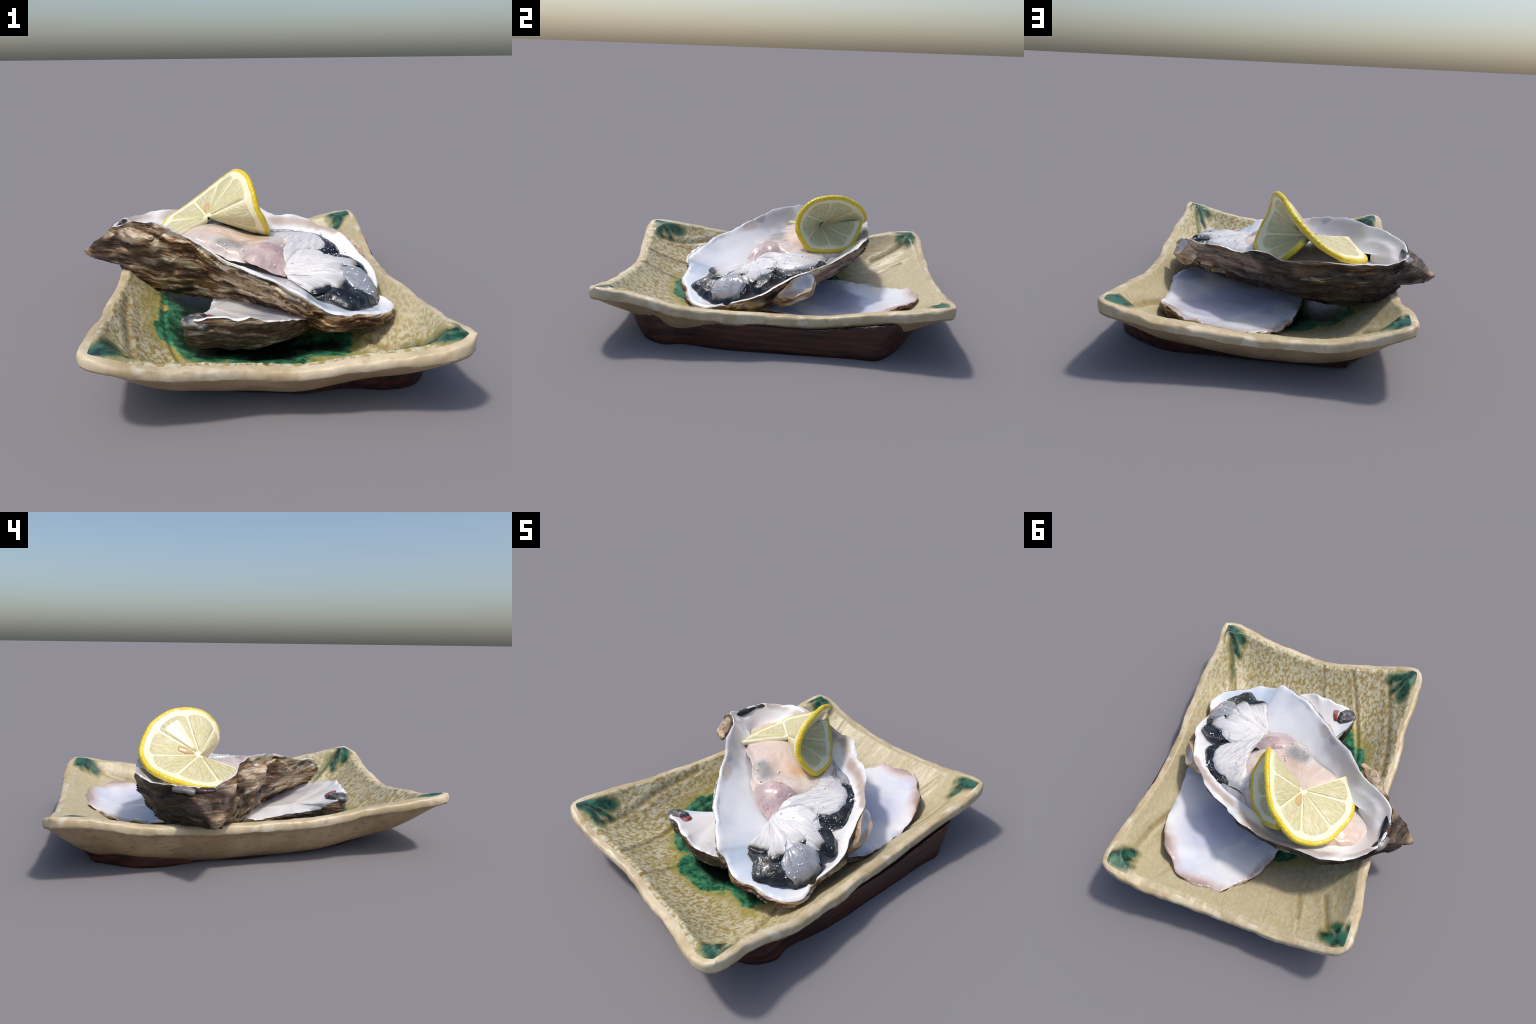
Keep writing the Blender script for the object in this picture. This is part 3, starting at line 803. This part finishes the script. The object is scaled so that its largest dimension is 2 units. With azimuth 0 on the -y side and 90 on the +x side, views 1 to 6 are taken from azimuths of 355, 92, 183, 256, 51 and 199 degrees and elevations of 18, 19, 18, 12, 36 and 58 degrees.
patch("mantle_lobe", [(.43, -.27), (.455, -.335), (.50, -.365), (.57, -.355), (.622, -.285), (.618, -.215), (.56, -.165), (.50, -.175), (.445, -.20)], (.53, -.26), lobe_g, lift=.005, bulge=.005, drop=.018, roll=.25, folds=.006, seed=68, frame=lobe_frame((.615, -.25)), fan=(.40, -.25))
patch("mantle_sheet", [(.19, -.155), (.27, -.06), (.34, -.01), (.39, .0), (.43, .045), (.452, .085), (.42, .16), (.375, .23), (.30, .27), (.22, .29), (.13, .30), (.16, .20), (.22, .09), (.20, -.02), (.18, -.09)], (.30, .10), lobe_material("milky_mantle", 1.06, MILK, (.52, .52, .55)),
      lift=.006, bulge=.005, drop=.018, roll=.25, folds=.006, fold_n=12, seed=69, frame=lobe_frame((.42, .20)), fan=(.2, -.185))
patch("mantle_fold", [(.30, .27), (.33, .29), (.25, .37), (.13, .44), (.0, .475), (-.05, .465), (.06, .40), (.18, .32)], (.14, .385), lobe_g, lift=.004, bulge=.005, drop=.018, roll=.25, bumps=.006, seed=70, frame=lobe_frame((.10, .9)))

# tiny white spheres modelled as the wet glints on the flesh
def glint_beads():
    r = np.random.default_rng(11)
    V, Fc = [], []
    spots = [((-.05, .02), .16, 20), ((.12, -.07), .10, 24), ((.34, .15), .14, 40), ((.36, -.12), .14, 30), ((.50, -.28), .10, 44), ((.45, .0), .08, 18), ((-.35, .35), .2, 16)]
    na, nb = 8, 4
    for c, rad, count in spots:
        for _ in range(count):
            a, d = r.uniform(0, 2 * math.pi), rad * math.sqrt(r.uniform())
            q = np.array([c[0] + d * math.cos(a), c[1] + d * math.sin(a)])
            size = .0016 + .0032 * r.uniform() ** 4
            z = float(flesh_z(q[None])[0]) + .0105
            b0 = len(V)
            for i in range(nb + 1):
                th = math.pi * i / nb
                for k in range(na):
                    ph = 2 * math.pi * k / na
                    V.append((q[0] + size * 1.3 * math.sin(th) * math.cos(ph), q[1] + size * 1.3 * math.sin(th) * math.sin(ph), z + size * math.cos(th)))
            for i in range(nb):
                for k in range(na):
                    Fc.append((b0 + i * na + k, b0 + (i + 1) * na + k, b0 + (i + 1) * na + (k + 1) % na, b0 + i * na + (k + 1) % na))
    m = Mat("white_glint", rough=.04)
    m.colour((.80, .82, .84))
    m.set(Coat_Weight=1.0, Coat_Roughness=.02)
    add_mesh("glint_bead", V, Fc, m.m, oyster, kind="stuff")
glint_beads()

# ================================================================= THE EMPTY VALVE UNDERNEATH
LID = [(-.285, -.51, .232), (-.24, -.545, .25), (-.15, -.56, .263), (-.045, -.582, .265), (.03, -.595, .255), (.10, -.57, .243), (.204, -.50, .205), (.33, -.36, .165), (.45, -.18, .15),
       (.56, .0, .155), (.615, .13, .155), (.61, .22, .137), (.60, .31, .128), (.60, .41, .132), (.59, .50, .145), (.57, .575, .17), (.515, .67, .20), (.45, .745, .192), (.39, .82, .202),
       (.32, .84, .197), (.27, .855, .19), (.22, .84, .175), (.135, .825, .157), (.095, .785, .143), (.045, .73, .126), (-.02, .66, .105), (-.05, .59, .102), (-.08, .50, .10),
       (-.11, .32, .10), (-.14, .08, .105), (-.175, -.15, .12), (-.225, -.37, .165), (-.27, -.45, .212)]
lid = add_thing("oyster_shell", (.16, .12, .08), "empty pearly oyster shell lying under the open one", "oyster shell")
lid_out = shell_outside("lid_growth_layers", (0, .05, 0), ((-.1, -.4, .05), (.3, -.2, .05)), 5.0)
lid_in = nacre("bluish_nacre", cloud=(.50, .54, .72), cloud_amt=.8, tints=[((.15, .15, .1), (.38, .50, .12), .20, (.52, .53, .70), .7), ((.20, .78, .14), (.48, .66, .16), .12, (.70, .72, .80), .6),  # blue-lavender tints and cloudy patches made stronger inside this valve
                                ((.40, .88, .2), (.10, .86, .15), .12, (.62, .47, .43), .95), ((.60, .60, .18), (.43, .86, .2), .11, (.56, .41, .36), .95), ((.40, .87, .2), (.14, .86, .15), .06, (.30, .22, .18), .75), ((.60, .56, .17), (.47, .80, .2), .05, (.30, .22, .18), .7),
                                ((.64, .50, .14), (.66, .1, .14), .07, (.34, .26, .21), .9), ((.05, .77, .13), (-.10, .52, .10), .05, (.45, .35, .29), .85)])
shell(LID, ((-.20, -.40), (.27, .72)), [(.1, .05), (.3, .035), (.5, .035), (.7, .05), (.9, .07)], [(.1, .19), (.3, .135), (.5, .115), (.7, .114), (.9, .122)], .016,
      ("shell_outside", "shell_lining"), lid, (lid_out, lid_in), seed=17, box=(.62, .62), front_box=.8, hinge_box=.7, ridge=.012, flute=.018, inner_pow=(1.9, 1.9), crinkle=.014)
def umbo_material():
    m = Mat("slate_umbo", rough=.3)
    a = m.noise(9, 5, .65, src=m.mapping(scale=(2, 2, 5), rot=(0, 0, .5)))
    m.colour(m.ramp(a, [(.36, (.012, .014, .018)), (.5, (.06, .065, .08)), (.6, (.30, .27, .22)), (.72, (.62, .56, .48))]))
    m.bump(a, .6, .015)
    return m.m
tube("umbo", [(-.155, -.49, .205), (-.20, -.50, .222), (-.25, -.507, .225), (-.292, -.51, .222)], [.08, .12, .09, .035], [.045, .055, .05, .03], umbo_material(), lid, n=40, m=30, seed=71, rough=.012)
red = Mat("red_hinge_band", rough=.25)
red.colour(red.mix(red.step(red.noise(12, 3), .4, .6), (.30, .045, .02), (.34, .22, .26)))
tube("hinge_band", [(-.15, -.55, .245), (-.165, -.50, .238), (-.18, -.45, .222)], [.045, .05, .03], [.014, .016, .014], red.m, lid, n=24, m=20, seed=72, rough=.004)

# ================================================================= THE TWISTED LEMON SLICE
lemon = add_thing("lemon_slice", (-.16, .246, .40), "twisted lemon slice with yellow rind and pale pulp", "lemon slice")
RIND = [(-.36, .05, .424), (-.41, .09, .39), (-.44, .155, .372), (-.45, .255, .372), (-.42, .355, .392), (-.38, .455, .425), (-.31, .52, .456), (-.225, .55, .508), (-.17, .54, .55),
        (-.12, .515, .594), (-.07, .48, .637), (-.033, .42, .675), (-.010, .365, .696), (.022, .28, .701), (.047, .19, .678), (.067, .12, .612), (.085, .095, .535), (.115, .105, .475),
        (.145, .17, .387), (.128, .25, .362), (.092, .345, .358), (.03, .415, .352), (-.02, .465, .385), (-.075, .50, .445), (-.12, .522, .505)]
NT, HEART = 400, np.array([-.16, .246, .474])
rind = spline(RIND, NT)
par = np.linspace(0, 1, NT)
upright = smooth(.30, .47, par)                                   # 0 lying, 1 standing
tang = np.gradient(rind, axis=0)
nrm = np.cross(tang, rind - HEART)
nrm /= np.linalg.norm(nrm, axis=1, keepdims=True)
if nrm[40, 2] > 0:
    nrm = -nrm                                                    # points to the hidden back
THICK = .028
back_heart = HEART + np.outer(1 - upright, (0, 0, -.03)) + np.outer(upright * (1 - smooth(.58, .76, par)), (.09, .035, .04)) + np.outer(smooth(.58, .76, par), (.015, .008, 0))
def lemon_point(rho, side, lift=0.0):
    """Point on the front (side 0) or back (side 1) face, for every angle."""
    f = HEART + (rind - HEART) * rho
    b = back_heart + (rind + nrm * THICK - back_heart) * rho
    p = f * (1 - side) + b * side
    return p + nrm * (lift if side else -lift)
def lemon_surface(name, rhos_front, rhos_back, mat, bulge=0.0, rough=0.0, seed=0):
    cols = [lemon_point(r, 0) for r in rhos_front]
    if bulge:
        for k in range(1, 8):
            a = math.pi * k / 8
            e = lemon_point(1, 0) * (1 + math.cos(a)) / 2 + lemon_point(1, 1) * (1 - math.cos(a)) / 2
            o = rind - HEART
            o = o / np.linalg.norm(o, axis=1, keepdims=True)
            cols.append(e + o * (bulge * math.sin(a)))
    cols += [lemon_point(r, 1) for r in rhos_back]
    G = np.stack(cols, 1)
    if rough:
        G += nrm[:, None] * (rough * noise(G, 40, seed, 2))[..., None]
    m = G.shape[1]
    f = grid_faces(NT, m)
    # close the two cut ends
    f.append(tuple(range(m)))
    f.append(tuple((NT - 1) * m + k for k in range(m))[::-1])
    return add_mesh(name, G.reshape(-1, 3), f, mat, lemon)
def lemon_rind_material():
    m = Mat("yellow_rind", rough=.35)
    m.colour(m.mix(m.step(m.noise(22, 3), .4, .65), (.80, .55, .015), (.72, .62, .06)))
    m.bump(m.voronoi(70), .35, .008)
    m.set(Subsurface_Weight=.1, Subsurface_Scale=.02)
    return m.m
def pith_material():
    m = Mat("white_pith", rough=.4)
    m.colour(m.mix(m.noise(20, 3), (.90, .86, .64), (.82, .76, .46)))
    return m.m
def pulp_material():
    m = Mat("juicy_pulp", rough=.32)
    st = m.noise(5, 4, .6, src=m.mapping(scale=(1.2, 7, 7), src=m.warp(.2, 3)))
    c = m.ramp(st, [(.3, (.62, .54, .22)), (.5, (.76, .69, .38)), (.68, (.86, .82, .60))])
    m.colour(c)
    m.set(Coat_Weight=.15, Coat_Roughness=.15)
    m.bump(st, .35, .03)
    mixn = m.new("ShaderNodeMixShader")
    tr = m.new("ShaderNodeBsdfTranslucent")
    m.put(tr.inputs[0], (.75, .68, .35))
    m.put(mixn.inputs[0], .15)
    out = m.t.nodes["Material Output"]
    m.t.links.new(m.b.outputs[0], mixn.inputs[1])
    m.t.links.new(tr.outputs[0], mixn.inputs[2])
    m.t.links.new(mixn.outputs[0], out.inputs[0])
    return m.m
lemon_surface("lemon_rind", [.962, .975, .988, 1.0], [1.0, .988, .975, .962], lemon_rind_material(), bulge=.010, rough=.002, seed=81)
lemon_surface("lemon_pith", [.0, .1, .2, .4, .6, .75, .85, .93, .968], [.968, .93, .85, .75, .6, .4, .2, .1, 0], pith_material())
pulp = pulp_material()
cuts = np.array([0, .085, .20, .31, .41, .52, .63, .73, .83, .93, 1.0])
for side in (0, 1):
    for a, b in zip(cuts[:-1], cuts[1:]):
        i0, i1 = int(a * (NT - 1)), int(b * (NT - 1))
        idx = np.linspace(i0, i1, 26)
        wgt = np.linspace(-1, 1, 26)
        nrho = 22
        V = np.zeros((26, nrho, 3))
        for k, w in enumerate(wgt):
            hi = .875 - .06 * abs(w) ** 4
            for j, q in enumerate(np.linspace(0, 1, nrho)):
                rho = .07 + (hi - .07) * q
                # the membrane keeps a nearly constant width, so the wedge narrows to the heart
                half = (i1 - i0) / 2
                gap = min(.92, .0055 / max(rho, .05) * NT / (i1 - i0) * .55)
                t = (i0 + i1) / 2 + w * half * (1 - gap)
                edge = min(1 - abs(w), (1 - q) * 2, q * 3)
                lift = -.002 + .008 * (1 - (1 - min(1, edge * 4)) ** 2)
                P = lemon_point(rho, side, lift)
                ti = int(np.clip(t, 0, NT - 2)); fr = min(1, t - ti)
                V[k, j] = P[ti] * (1 - fr) + P[ti + 1] * fr
        mid = (i0 + i1) // 2
        x = Vector(lemon_point(.8, side)[mid] - HEART)
        zz = Vector(nrm[mid]); y = zz.cross(x).normalized(); x.normalize(); zz = x.cross(y)
        fr = Matrix.Translation(Vector(HEART)) @ Matrix((x, y, zz)).transposed().to_4x4() @ Matrix.Scale(.3, 4)
        add_mesh("pulp_segment", V.reshape(-1, 3), grid_faces(26, nrho, flip=bool(side)), pulp, lemon, frame=fr)
# one pip shows through beside the heart
pip = Mat("pale_pip", rough=.3)
pip.colour(pip.mix(pip.noise(30, 3), (.50, .31, .11), (.68, .50, .26)))
ip = int(.36 * NT)
pa, pb = lemon_point(.12, 0, .006)[ip], lemon_point(.40, 0, .007)[ip]
tube("lemon_pip", [pa, pa * .6 + pb * .4, pb], [.012, .046, .034], [.006, .016, .010], pip.m, lemon, n=24, m=16, seed=90, rough=.001, up=tuple(nrm[ip]))
iq = int(.43 * NT)
qa, qb = lemon_point(.02, 1, .003)[iq], lemon_point(.42, 1, .006)[iq]
tube("lemon_pip", [qa, qa * .5 + qb * .5, qb], [.016, .030, .016], [.010, .014, .008], pip.m, lemon, n=24, m=16, seed=91, rough=.001, up=tuple(nrm[iq]))
